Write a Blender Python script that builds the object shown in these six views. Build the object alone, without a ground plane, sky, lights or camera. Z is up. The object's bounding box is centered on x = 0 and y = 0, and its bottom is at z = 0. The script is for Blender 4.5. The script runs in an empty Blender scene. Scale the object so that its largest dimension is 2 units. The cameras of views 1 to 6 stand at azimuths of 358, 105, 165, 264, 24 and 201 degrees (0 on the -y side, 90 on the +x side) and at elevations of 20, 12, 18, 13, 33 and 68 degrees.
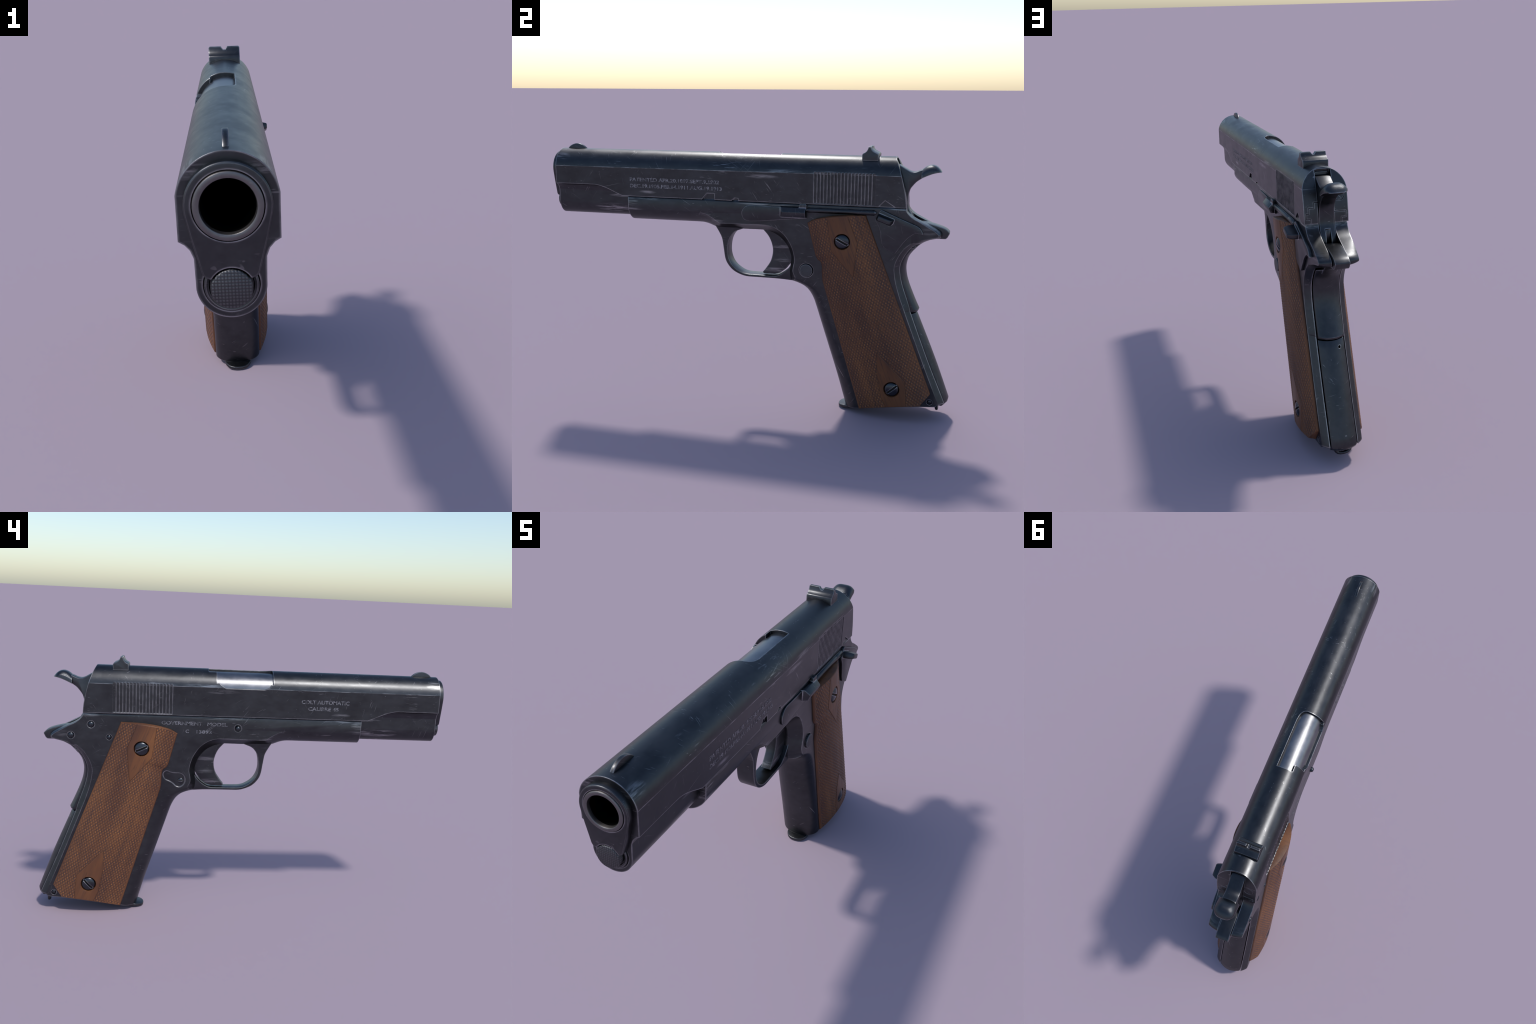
import bpy, bmesh, math
import numpy as np
from mathutils import Vector, Matrix

MID = -0.0073          # the pistol's plane of symmetry (x)
W = 0.0910            # half thickness of the frame
SW = 0.0960           # half thickness of the slide
BORE_Z = 1.1345

# ------------------------------------------------------------------ helpers
def cr(pts, n=6, closed=False):
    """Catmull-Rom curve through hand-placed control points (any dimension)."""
    P = [np.array(p, float) for p in pts]
    if closed:
        Q = [P[-1]] + P + [P[0], P[1]]
    else:
        Q = [2 * P[0] - P[1]] + P + [2 * P[-1] - P[-2]]
    out = []
    for i in range(1, len(Q) - 2):
        a, b, c, d = Q[i - 1:i + 3]
        for k in range(n):
            t = k / n
            out.append(0.5 * (2 * b + (c - a) * t + (2 * a - 5 * b + 4 * c - d) * t * t + (3 * b - a - 3 * c + d) * t ** 3))
    if not closed:
        out.append(P[-1])
    return [tuple(p) for p in out]

def arc(cx, cy, r, a0, a1, n=16):
    return [(cx + r * math.cos(math.radians(a0 + (a1 - a0) * i / n)),
             cy + r * math.sin(math.radians(a0 + (a1 - a0) * i / n))) for i in range(n + 1)]

def new_mesh(verts, faces, name="shape"):
    me = bpy.data.meshes.new(name)
    me.from_pydata([tuple(map(float, v)) for v in verts], [], faces)
    bm = bmesh.new(); bm.from_mesh(me)
    bmesh.ops.remove_doubles(bm, verts=bm.verts, dist=1e-6)
    bmesh.ops.recalc_face_normals(bm, faces=bm.faces)
    bm.to_mesh(me); bm.free()
    return me

AX = {'x': lambda a, b, c: (c, a, b),     # profile (y,z) pushed along x
      'y': lambda a, b, c: (a, c, b),     # profile (x,z) pushed along y
      'z': lambda a, b, c: (a, b, c)}     # profile (x,y) pushed along z

def prism(poly, c0, c1, axis='x', bevel=0.0, seg=3, taper=None):
    n = len(poly); f = AX[axis]
    top = poly if taper is None else taper
    v = [f(a, b, c0) for a, b in poly] + [f(a, b, c1) for a, b in top]
    fa = [tuple(range(n)), tuple(range(n, 2 * n))] + [(i, (i + 1) % n, n + (i + 1) % n, n + i) for i in range(n)]
    me = new_mesh(v, fa)
    if bevel:
        bevel_mesh(me, bevel, seg)
    return me

def bevel_mesh(me, w, seg=3, ang=35):
    bm = bmesh.new(); bm.from_mesh(me)
    es = [e for e in bm.edges if len(e.link_faces) == 2 and e.calc_face_angle(0) > math.radians(ang)]
    bmesh.ops.bevel(bm, geom=es, offset=w, segments=seg, profile=0.5, affect='EDGES', clamp_overlap=True)
    bm.to_mesh(me); bm.free()

def lathe(profile, n=48, axis='x', centre=(0, 0, 0), fill=True):
    """profile: (radius, position along axis), closed at both ends where radius is 0."""
    v, fa, rings = [], [], []
    for r, h in profile:
        ids = []
        for k in range(n):
            a = 2 * math.pi * k / n
            p = {'x': (h, r * math.cos(a), r * math.sin(a)), 'y': (r * math.cos(a), h, r * math.sin(a))}[axis]
            v.append((p[0] + centre[0], p[1] + centre[1], p[2] + centre[2])); ids.append(len(v) - 1)
        rings.append(ids)
    for A, B in zip(rings, rings[1:]):
        for k in range(n):
            fa.append((A[k], A[(k + 1) % n], B[(k + 1) % n], B[k]))
    me = bpy.data.meshes.new("lathe")
    me.from_pydata(v, [], fa)
    bm = bmesh.new(); bm.from_mesh(me)
    bmesh.ops.remove_doubles(bm, verts=bm.verts, dist=1e-6)
    bmesh.ops.dissolve_degenerate(bm, edges=bm.edges, dist=1e-7)
    if fill:
        bmesh.ops.holes_fill(bm, edges=[e for e in bm.edges if e.is_boundary], sides=0)
    bmesh.ops.recalc_face_normals(bm, faces=bm.faces)
    bm.to_mesh(me); bm.free()
    return me

def join(*meshes):
    bm = bmesh.new()
    for me in meshes:
        bm.from_mesh(me)
    out = bpy.data.meshes.new("joined"); bm.to_mesh(out); bm.free()
    return out

def boolean(a, b, op='DIFFERENCE', self_=False, solver='EXACT'):
    oa = bpy.data.objects.new("a", a); ob = bpy.data.objects.new("b", b)
    for o in (oa, ob):
        bpy.context.scene.collection.objects.link(o)
    m = oa.modifiers.new("b", 'BOOLEAN'); m.operation = op; m.object = ob; m.solver = solver; m.use_self = self_
    dg = bpy.context.evaluated_depsgraph_get(); dg.update()
    me = bpy.data.meshes.new_from_object(oa.evaluated_get(dg))
    for o in (oa, ob):
        bpy.data.objects.remove(o)
    return me

def ribbon(path, w, closed=False):
    """outline of a polyline of width w (for engraved lines)"""
    P = [np.array(p, float) for p in path]; L, R = [], []
    n = len(P)
    for i, p in enumerate(P):
        d0 = p - P[i - 1] if (i > 0 or closed) else P[1] - p
        d1 = P[(i + 1) % n] - p if (i < n - 1 or closed) else d0
        d0 = d0 / np.linalg.norm(d0); d1 = d1 / np.linalg.norm(d1)
        t = d0 + d1
        t = t / max(np.linalg.norm(t), 1e-6); nrm = np.array([-t[1], t[0]])
        k = w / 2 / max(0.45, abs(np.dot(nrm, [-d0[1], d0[0]])))
        L.append(tuple(p + nrm * k)); R.append(tuple(p - nrm * k))
    return L, R

def groove(path, w, c0, c1, axis='x', closed=False):
    Lp, Rp = ribbon(path, w, closed)
    f = AX[axis]; v, fa = [], []
    n = len(path)
    for c in (c0, c1):
        v += [f(a, b, c) for a, b in Lp] + [f(a, b, c) for a, b in Rp]
    N = n if closed else n - 1
    for i in range(N):
        j = (i + 1) % n
        fa += [(i, j, n + j, n + i), (2 * n + i, 2 * n + j, 3 * n + j, 3 * n + i), (i, j, 2 * n + j, 2 * n + i), (n + i, n + j, 3 * n + j, 3 * n + i)]
    if not closed:
        fa += [(0, n, 3 * n, 2 * n), (n - 1, 2 * n - 1, 4 * n - 1, 3 * n - 1)]
    return new_mesh(v, fa)

SHAPE = {'core': lambda u: 1.0 if u < 0.34 else max(0, 1 - (u - 0.34) / 0.66) ** 1.15,
         'top': lambda u: min(1, (1 - u) / 0.05)}
POW = {'round': (2, 0.5), 'strap': (2.2, 0.55), 'back': (2, 1.0), 'tang': (2.2, 0.58)}    # (1-u^p)^q

def loft_x(runs, w, xmax=None, nx=13):
    """Solid of side outline that rounds from a flat-side outline (at x=+-w) to a
    silhouette outline (at x=0). runs: (kind, [(flat y, flat z, mid y, mid z)...])"""
    xmax = xmax or w
    us = sorted(set([round(math.sin(math.pi / 2 * i / nx), 5) for i in range(nx + 1)] + [0.34, 0.95, 0.985]))
    us = [u for u in us if u * w < xmax - 1e-5] + [xmax / w]
    us = [-u for u in us[:0:-1]] + us
    ring = [(k, p) for k, pts in runs for p in pts]
    n = len(ring); v, fa = [], []
    for u in us:
        for k, p in ring:
            fy, fz, sy, sz = p[:4]
            if k in SHAPE:
                t = SHAPE[k](abs(u))
            else:
                a, b = p[4:6] if len(p) > 4 else POW[k]
                t = max(0.0, 1 - abs(u) ** a) ** b
            v.append((u * w, fy + (sy - fy) * t, fz + (sz - fz) * t))
    for i in range(len(us) - 1):
        for j in range(n):
            a, b = i * n + j, i * n + (j + 1) % n
            fa.append((a, b, b + n, a + n))
    m = (len(us) - 1) * n
    fa += [tuple(range(n)), tuple(range(m, m + n))]
    return new_mesh(v, fa)

def dup(pts):            # same outline at the flat and at the middle
    return [(a, b, a, b) for a, b in pts]

# ------------------------------------------------------------------ materials
class NT:
    def __init__(self, name):
        self.mat = bpy.data.materials.new(name); self.mat.use_nodes = True
        self.t = self.mat.node_tree; self.bsdf = self.t.nodes["Principled BSDF"]
        self.co = self.n("ShaderNodeTexCoord").outputs["Object"]
    def n(self, typ, **kw):
        nd = self.t.nodes.new(typ)
        for k, val in kw.items():
            setattr(nd, k, val)
        return nd
    def set(self, sock, val):
        if isinstance(val, bpy.types.NodeSocket):
            self.t.links.new(val, sock)
        else:
            sock.default_value = val
    def math(self, op, a, b=0.0, c=0.0, clamp=False):
        nd = self.n("ShaderNodeMath", operation=op, use_clamp=clamp)
        for s, val in zip(nd.inputs, (a, b, c)):
            self.set(s, val)
        return nd.outputs[0]
    def mapping(self, scale=(1, 1, 1), rot=(0, 0, 0), loc=(0, 0, 0), src=None):
        # rotate first, then stretch: two mappings
        a = self.n("ShaderNodeMapping"); self.set(a.inputs["Vector"], src or self.co)
        a.inputs["Rotation"].default_value = rot; a.inputs["Location"].default_value = loc
        b = self.n("ShaderNodeMapping"); self.set(b.inputs["Vector"], a.outputs[0]); b.inputs["Scale"].default_value = scale
        return b.outputs[0]
    def noise(self, vec=None, scale=5, detail=4, rough=0.55, dist=0.0):
        nd = self.n("ShaderNodeTexNoise"); self.set(nd.inputs["Vector"], vec or self.co)
        nd.inputs["Scale"].default_value = scale; nd.inputs["Detail"].default_value = detail
        nd.inputs["Roughness"].default_value = rough; nd.inputs["Distortion"].default_value = dist
        return nd.outputs["Fac"]
    def ramp(self, fac, lo, hi, a=0.0, b=1.0):
        nd = self.n("ShaderNodeMapRange", clamp=True)
        for s, val in zip(nd.inputs, (fac, lo, hi, a, b)):
            self.set(s, val)
        return nd.outputs[0]
    def mix(self, fac, a, b, blend='MIX'):
        nd = self.n("ShaderNodeMix", data_type='RGBA', blend_type=blend)
        self.set(nd.inputs[0], fac)
        for s, val in ((nd.inputs[6], a), (nd.inputs[7], b)):
            self.set(s, val if isinstance(val, bpy.types.NodeSocket) else (*val, 1))
        return nd.outputs[2]
    def bump(self, h, strength=0.3, dist=0.002, normal=None):
        nd = self.n("ShaderNodeBump"); nd.inputs["Strength"].default_value = strength; nd.inputs["Distance"].default_value = dist
        self.set(nd.inputs["Height"], h)
        if normal is not None:
            self.set(nd.inputs["Normal"], normal)
        return nd.outputs[0]

def steel(name, base=(0.063, 0.0650, 0.0700), worn=(0.40, 0.40, 0.415), rough=0.36, wear=1.0, scratch=1.0, edge=1.0, metallic=1.0, bevel=0.008, knurl=None, spots=(), facet=None):
    m = NT(name); b = m.bsdf
    cloud = m.noise(scale=7, detail=5)
    mott = m.noise(m.mapping((34, 18, 34)), scale=1, detail=4, rough=0.6)
    fine = m.noise(scale=75, detail=3)
    col = m.mix(m.ramp(m.math('ADD', m.math('MULTIPLY', cloud, 0.5), m.math('MULTIPLY', mott, 0.5)), 0.35, 0.65), [c * 0.84 for c in base], [c * 1.16 for c in base])
    # smears rubbed bright along the bore line, in a few places
    smear = m.ramp(m.noise(m.mapping((25, 13, 120)), scale=1, detail=4, rough=0.62), 0.62 - 0.05 * wear, 0.76 - 0.05 * wear)
    gate = m.ramp(m.noise(m.mapping(loc=(3, 1, 7)), scale=5.0, detail=2), 0.665 - 0.055 * wear, 0.74 - 0.055 * wear)
    mask = m.math('MULTIPLY', m.math('MULTIPLY', smear, gate), min(1.0, 0.5 + 0.1 * wear))
    # rubbed places: (y, z, half length, half height)
    if spots:
        rub = m.ramp(m.noise(m.mapping((20, 9, 130), loc=(2, 6, 1)), scale=1, detail=4, rough=0.65), 0.44, 0.62)
        for (sy, sz, ry, rz, amt) in spots:
            mp = m.n("ShaderNodeMapping"); m.set(mp.inputs["Vector"], m.co)
            mp.inputs["Scale"].default_value = (0, 1 / ry, 1 / rz); mp.inputs["Location"].default_value = (0, -sy / ry, -sz / rz)
            ln = m.n("ShaderNodeVectorMath", operation='LENGTH'); m.set(ln.inputs[0], mp.outputs[0])
            near = m.ramp(ln.outputs["Value"], 1.0, 0.35)
            mask = m.math('MAXIMUM', mask, m.math('MULTIPLY', m.math('MULTIPLY', near, rub), amt))
    if facet:
        sp = m.n("ShaderNodeSeparateXYZ"); m.set(sp.inputs[0], m.co)
        line = m.ramp(m.math('ABSOLUTE', m.math('SUBTRACT', sp.outputs[2], facet)), 0.0022, 0.0008)
        line = m.math('MULTIPLY', line, m.ramp(m.noise(m.mapping((10, 14, 10)), scale=1, detail=4), 0.42, 0.62, 0.1, 0.55))
        mask = m.math('MAXIMUM', mask, line)
    # hairline scratches, long and short, in several directions
    for i, (ang, thr, ln, wd) in enumerate(((0.55, 0.725, 2.6, 330), (-0.95, 0.725, 3.2, 300), (1.35, 0.73, 2.4, 360), (-0.22, 0.735, 5.0, 300), (0.95, 0.74, 7.0, 240))):
        s = m.ramp(m.noise(m.mapping((45, ln, wd), rot=(ang, 0.0, 0.3 * ang), loc=(i * 3.1, i * 1.7, 0)), scale=1, detail=1.0, rough=0.3), thr, thr + 0.06)
        g = m.ramp(m.noise(m.mapping(loc=(i * 5.3, 2, i)), scale=6, detail=2), 0.54, 0.68)
        mask = m.math('MAXIMUM', mask, m.math('MULTIPLY', m.math('MULTIPLY', s, g), 0.55 * scratch))
    for i, (rz, ry, thr) in enumerate(((1.25, 0.7, 0.73), (1.75, -0.35, 0.735))):
        s = m.ramp(m.noise(m.mapping((3.0, 45, 320), rot=(0.0, ry, rz - 1.57), loc=(i * 2.1 + 9, i * 1.7, 4)), scale=1, detail=1.0, rough=0.3), thr - 0.01, thr + 0.05)
        g = m.ramp(m.noise(m.mapping(loc=(i * 4.1, 8, i)), scale=9, detail=2), 0.54, 0.66)
        mask = m.math('MAXIMUM', mask, m.math('MULTIPLY', m.math('MULTIPLY', s, g), 0.40 * scratch))
    # small bright nicks
    nick = m.ramp(m.noise(m.mapping((90, 60, 90), loc=(5, 5, 5)), scale=1, detail=1), 0.81, 0.85)
    mask = m.math('MAXIMUM', mask, m.math('MULTIPLY', nick, 0.35 * scratch))
    bev = m.n("ShaderNodeBevel", samples=8); bev.inputs["Radius"].default_value = bevel
    bev2 = m.n("ShaderNodeBevel", samples=4); bev2.inputs["Radius"].default_value = 0.0022
    geo = m.n("ShaderNodeNewGeometry")
    dt = m.n("ShaderNodeVectorMath", operation='DOT_PRODUCT')
    m.set(dt.inputs[0], bev.outputs[0]); m.set(dt.inputs[1], geo.outputs["Normal"])
    e = m.ramp(dt.outputs["Value"], 0.985, 0.88)
    e = m.math('MULTIPLY', e, m.ramp(m.noise(m.mapping((30, 22, 30)), scale=1, detail=4), 0.34, 0.60, 0.45, 1.0))
    mask = m.math('MAXIMUM', mask, m.math('MULTIPLY', e, 0.85 * edge))
    col = m.mix(mask, col, worn)
    m.set(b.inputs["Base Color"], col)
    b.inputs["Metallic"].default_value = metallic
    rgh = m.ramp(m.math('ADD', m.math('MULTIPLY', cloud, 0.5), m.math('MULTIPLY', mott, 0.5)), 0.32, 0.68, rough - 0.06, rough + 0.07)
    m.set(b.inputs["Roughness"], rgh)
    h = m.math('ADD', m.math('MULTIPLY', fine, 0.5), m.math('MULTIPLY', mask, -0.4))
    nrm = m.bump(h, 0.15, 0.0012, bev2.outputs[0])
    if knurl:
        axes, freq, amt = knurl
        sp = m.n("ShaderNodeSeparateXYZ"); m.set(sp.inputs[0], m.co)
        a = m.math('ABSOLUTE', m.math('SINE', m.math('MULTIPLY', sp.outputs[axes[0]], freq)))
        c = m.math('ABSOLUTE', m.math('SINE', m.math('MULTIPLY', sp.outputs[axes[1]], freq)))
        k = m.math('MULTIPLY', a, c)
        nrm = m.bump(k, 0.5 * amt, 0.002, nrm)
        col2 = m.mix(m.ramp(k, 0.1, 0.8), [x * (1 - 0.25 * amt) for x in base], [x * (1 + 0.6 * amt) for x in base])
        m.set(b.inputs["Base Color"], m.mix(mask, col2, worn))
    m.set(b.inputs["Normal"], nrm)
    return m.mat

def lettering_steel(name):
    """bright bottoms of the stamped letters, rubbed out in places"""
    m = NT(name); b = m.bsdf
    k = m.ramp(m.noise(scale=70, detail=3), 0.36, 0.60, 0.15, 1.0)
    m.set(b.inputs["Base Color"], m.mix(k, (0.070, 0.071, 0.076), (0.31, 0.31, 0.33)))
    b.inputs["Metallic"].default_value = 1.0; b.inputs["Roughness"].default_value = 0.5
    return m.mat

PITCH = 0.0142

def wood(name, checkered, tone=1.0):
    m = NT(name); b = m.bsdf
    tilt = (-0.36, 0, 0)                       # grain runs along the grip
    grain = m.noise(m.mapping((30, 34, 2.2), rot=tilt), scale=1, detail=5, rough=0.6, dist=0.5)
    vein = m.noise(m.mapping((6, 21, 1.1), rot=tilt, loc=(4, 1, 2)), scale=1, detail=2, dist=0.3)
    broad = m.noise(m.mapping((9, 9, 2.2), rot=tilt, loc=(1, 2, 3)), scale=1, detail=3)
    pores = m.noise(m.mapping((150, 170, 22), rot=tilt), scale=1, detail=2)
    mott = m.noise(scale=55, detail=3)
    col = m.mix(m.ramp(broad, 0.32, 0.68), (0.100, 0.041, 0.0220), (0.200, 0.082, 0.032))
    col = m.mix(m.math('MULTIPLY', m.ramp(grain, 0.52, 0.75), 0.30 if checkered else 0.30), col, (0.065, 0.030, 0.022))
    v = m.ramp(m.math('ABSOLUTE', m.math('SUBTRACT', vein, 0.5)), 0.022, 0.0)
    col = m.mix(m.math('MULTIPLY', v, m.ramp(broad, 0.40, 0.6, 0.15, 0.60)), col, (0.050, 0.028, 0.026))
    col = m.mix(m.math('MULTIPLY', m.ramp(pores, 0.60, 0.74), 0.5), col, (0.045, 0.022, 0.016))
    if checkered:
        sp = m.n("ShaderNodeSeparateXYZ"); m.set(sp.inputs[0], m.co)
        y, z = sp.outputs[1], sp.outputs[2]
        ct, st = math.cos(0.36), math.sin(0.36)
        across = m.math('ADD', m.math('MULTIPLY', y, ct), m.math('MULTIPLY', z, st))
        along = m.math('SUBTRACT', m.math('MULTIPLY', z, ct), m.math('MULTIPLY', y, st))
        k = math.pi / PITCH
        p = m.math('MULTIPLY', m.math('ADD', across, m.math('MULTIPLY', along, 0.62)), k)
        q = m.math('MULTIPLY', m.math('SUBTRACT', across, m.math('MULTIPLY', along, 0.62)), k)
        lines = m.math('MULTIPLY', m.math('ABSOLUTE', m.math('SINE', p)), m.math('ABSOLUTE', m.math('SINE', q)))
        dark_recess = m.ramp(lines, 0.0, 0.65, 0.85, 0.0)  # checkering grooves coloured darker than the wood around them
        dark_recess = m.math('MULTIPLY', dark_recess, m.ramp(mott, 0.38, 0.60, 0.30, 1.0))
        col = m.mix(dark_recess, col, (0.055, 0.034, 0.032))
        top = m.math('MULTIPLY', m.ramp(lines, 0.55, 1.0, 0.0, 0.75), m.ramp(mott, 0.45, 0.65, 0.2, 1.0))  # highlights on the checkering points, painted in as lighter orange
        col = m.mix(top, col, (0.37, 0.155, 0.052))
    stain = m.math('MULTIPLY', m.ramp(m.noise(m.mapping((14, 14, 5), rot=tilt, loc=(7, 3, 5)), scale=1, detail=4, rough=0.65), 0.52, 0.70), 0.38)
    col = m.mix(stain, col, (0.055, 0.029, 0.022))
    if tone != 1.0:
        col = m.mix(1.0 - tone, col, (0.035, 0.018, 0.013))
    m.set(b.inputs["Base Color"], col)
    m.set(b.inputs["Roughness"], m.ramp(grain, 0.3, 0.7, 0.38, 0.52))
    b.inputs["Specular IOR Level"].default_value = 0.3
    m.set(b.inputs["Normal"], m.bump(m.math('ADD', grain, m.math('MULTIPLY', pores, -0.6)), 0.25, 0.0015))
    return m.mat

MAT = {
    'slide': steel("blued_steel_slide", wear=0.9, facet=1.1505, spots=((-0.675, 0.948, 0.11, 0.024, 1.0), (-0.63, 1.010, 0.07, 0.008, 0.9), (-0.945, 1.195, 0.050, 0.020, 0.7), (0.40, 1.156, 0.08, 0.010, 0.6),
                    (0.19, 1.157, 0.11, 0.010, 0.6), (-0.48, 1.035, 0.05, 0.010, 0.6), (0.10, 1.130, 0.09, 0.012, 0.6))),
    'frame': steel("blued_steel_frame", wear=0.55, spots=((0.740, 1.000, 0.06, 0.012, 0.6), (-0.570, 0.985, 0.04, 0.022, 0.6), (-0.47, 1.001, 0.08, 0.007, 0.6), (0.10, 0.998, 0.16, 0.006, 0.6), (0.875, 0.905, 0.05, 0.020, 0.25), (-0.125, 0.905, 0.05, 0.012, 0.6),
                    (-0.56, 0.95, 0.06, 0.008, 0.6))),
    'part': steel("blued_steel_parts", scratch=0.7, wear=0.6),
    'smear': steel("worn_trigger_steel", wear=1.2, spots=((0.17, 0.785, 0.07, 0.012, 0.55), (0.18, 0.720, 0.05, 0.014, 0.45), (0.15, 0.670, 0.08, 0.014, 0.65))),
    'screw': steel("dark_screw_steel", base=(0.062, 0.067, 0.076), rough=0.31, wear=0.3, scratch=0.3),
    'bright': steel("bright_barrel_steel", base=(0.215, 0.22, 0.235), worn=(0.40, 0.40, 0.40), rough=0.34, edge=0.2, scratch=0.6),
    'muzzle': steel("worn_muzzle_steel", base=(0.165, 0.156, 0.158), worn=(0.36, 0.36, 0.36), rough=0.45, edge=0.5),
    'bore': steel("dark_bore_steel", base=(0.010, 0.010, 0.010), rough=0.5, wear=0, scratch=0, edge=0),
    'knurl_x': steel("knurled_steel_button", base=(0.085, 0.085, 0.09), rough=0.48, wear=0.3, scratch=0.2, knurl=((1, 2), math.pi / 0.0045, 0.7)),
    'knurl_y': steel("knurled_steel_plug", base=(0.085, 0.085, 0.09), rough=0.48, wear=0.2, scratch=0.2, knurl=((0, 2), math.pi / 0.0064, 0.75)),
    'spur': steel("checkered_spur_steel", rough=0.32, base=(0.066, 0.069, 0.075), knurl=((0, 1), math.pi / 0.0030, 0.35)),
    'slot_dark': steel("dark_slot_fill", base=(0.012, 0.009, 0.006), rough=0.8, wear=0, scratch=0, edge=0, metallic=0.0),
    'letter': lettering_steel("stamped_letter_steel"),
    'wood': wood("walnut_checkered", True),
    'wood_plain': wood("walnut_plain", False),
    'wood_line': wood("walnut_scribed_line", False, 0.45),
}

# ------------------------------------------------------------------ object making
def empty(name):
    o = bpy.data.objects.new(name, None); bpy.context.scene.collection.objects.link(o); return o

ROOT = empty("pistol")
ROOT["label"] = "blued steel semi-automatic pistol with checkered walnut grips"
ROOT["category"] = "pistol"

def add(name, me, mat, parent=None, angle=32, loc=(MID, 0, 0), smooth=True):
    me.name = name
    mats = mat if isinstance(mat, (list, tuple)) else [mat]
    idx = np.zeros(len(me.polygons), np.int32)
    if len(mats) > 1:
        me.polygons.foreach_get("material_index", idx)
    me.materials.clear()
    for k in mats:
        me.materials.append(MAT[k])
    me.polygons.foreach_set("material_index", idx)
    me.polygons.foreach_set("use_smooth", [smooth] * len(me.polygons))
    if smooth:
        me.set_sharp_from_angle(angle=math.radians(angle))
    me.update()
    o = bpy.data.objects.new(name, me)
    bpy.context.scene.collection.objects.link(o)
    o.parent = parent or ROOT
    o.location = loc
    if parent is not None and parent is not ROOT:
        o.location = Vector(loc) - parent.location
    return o

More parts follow.
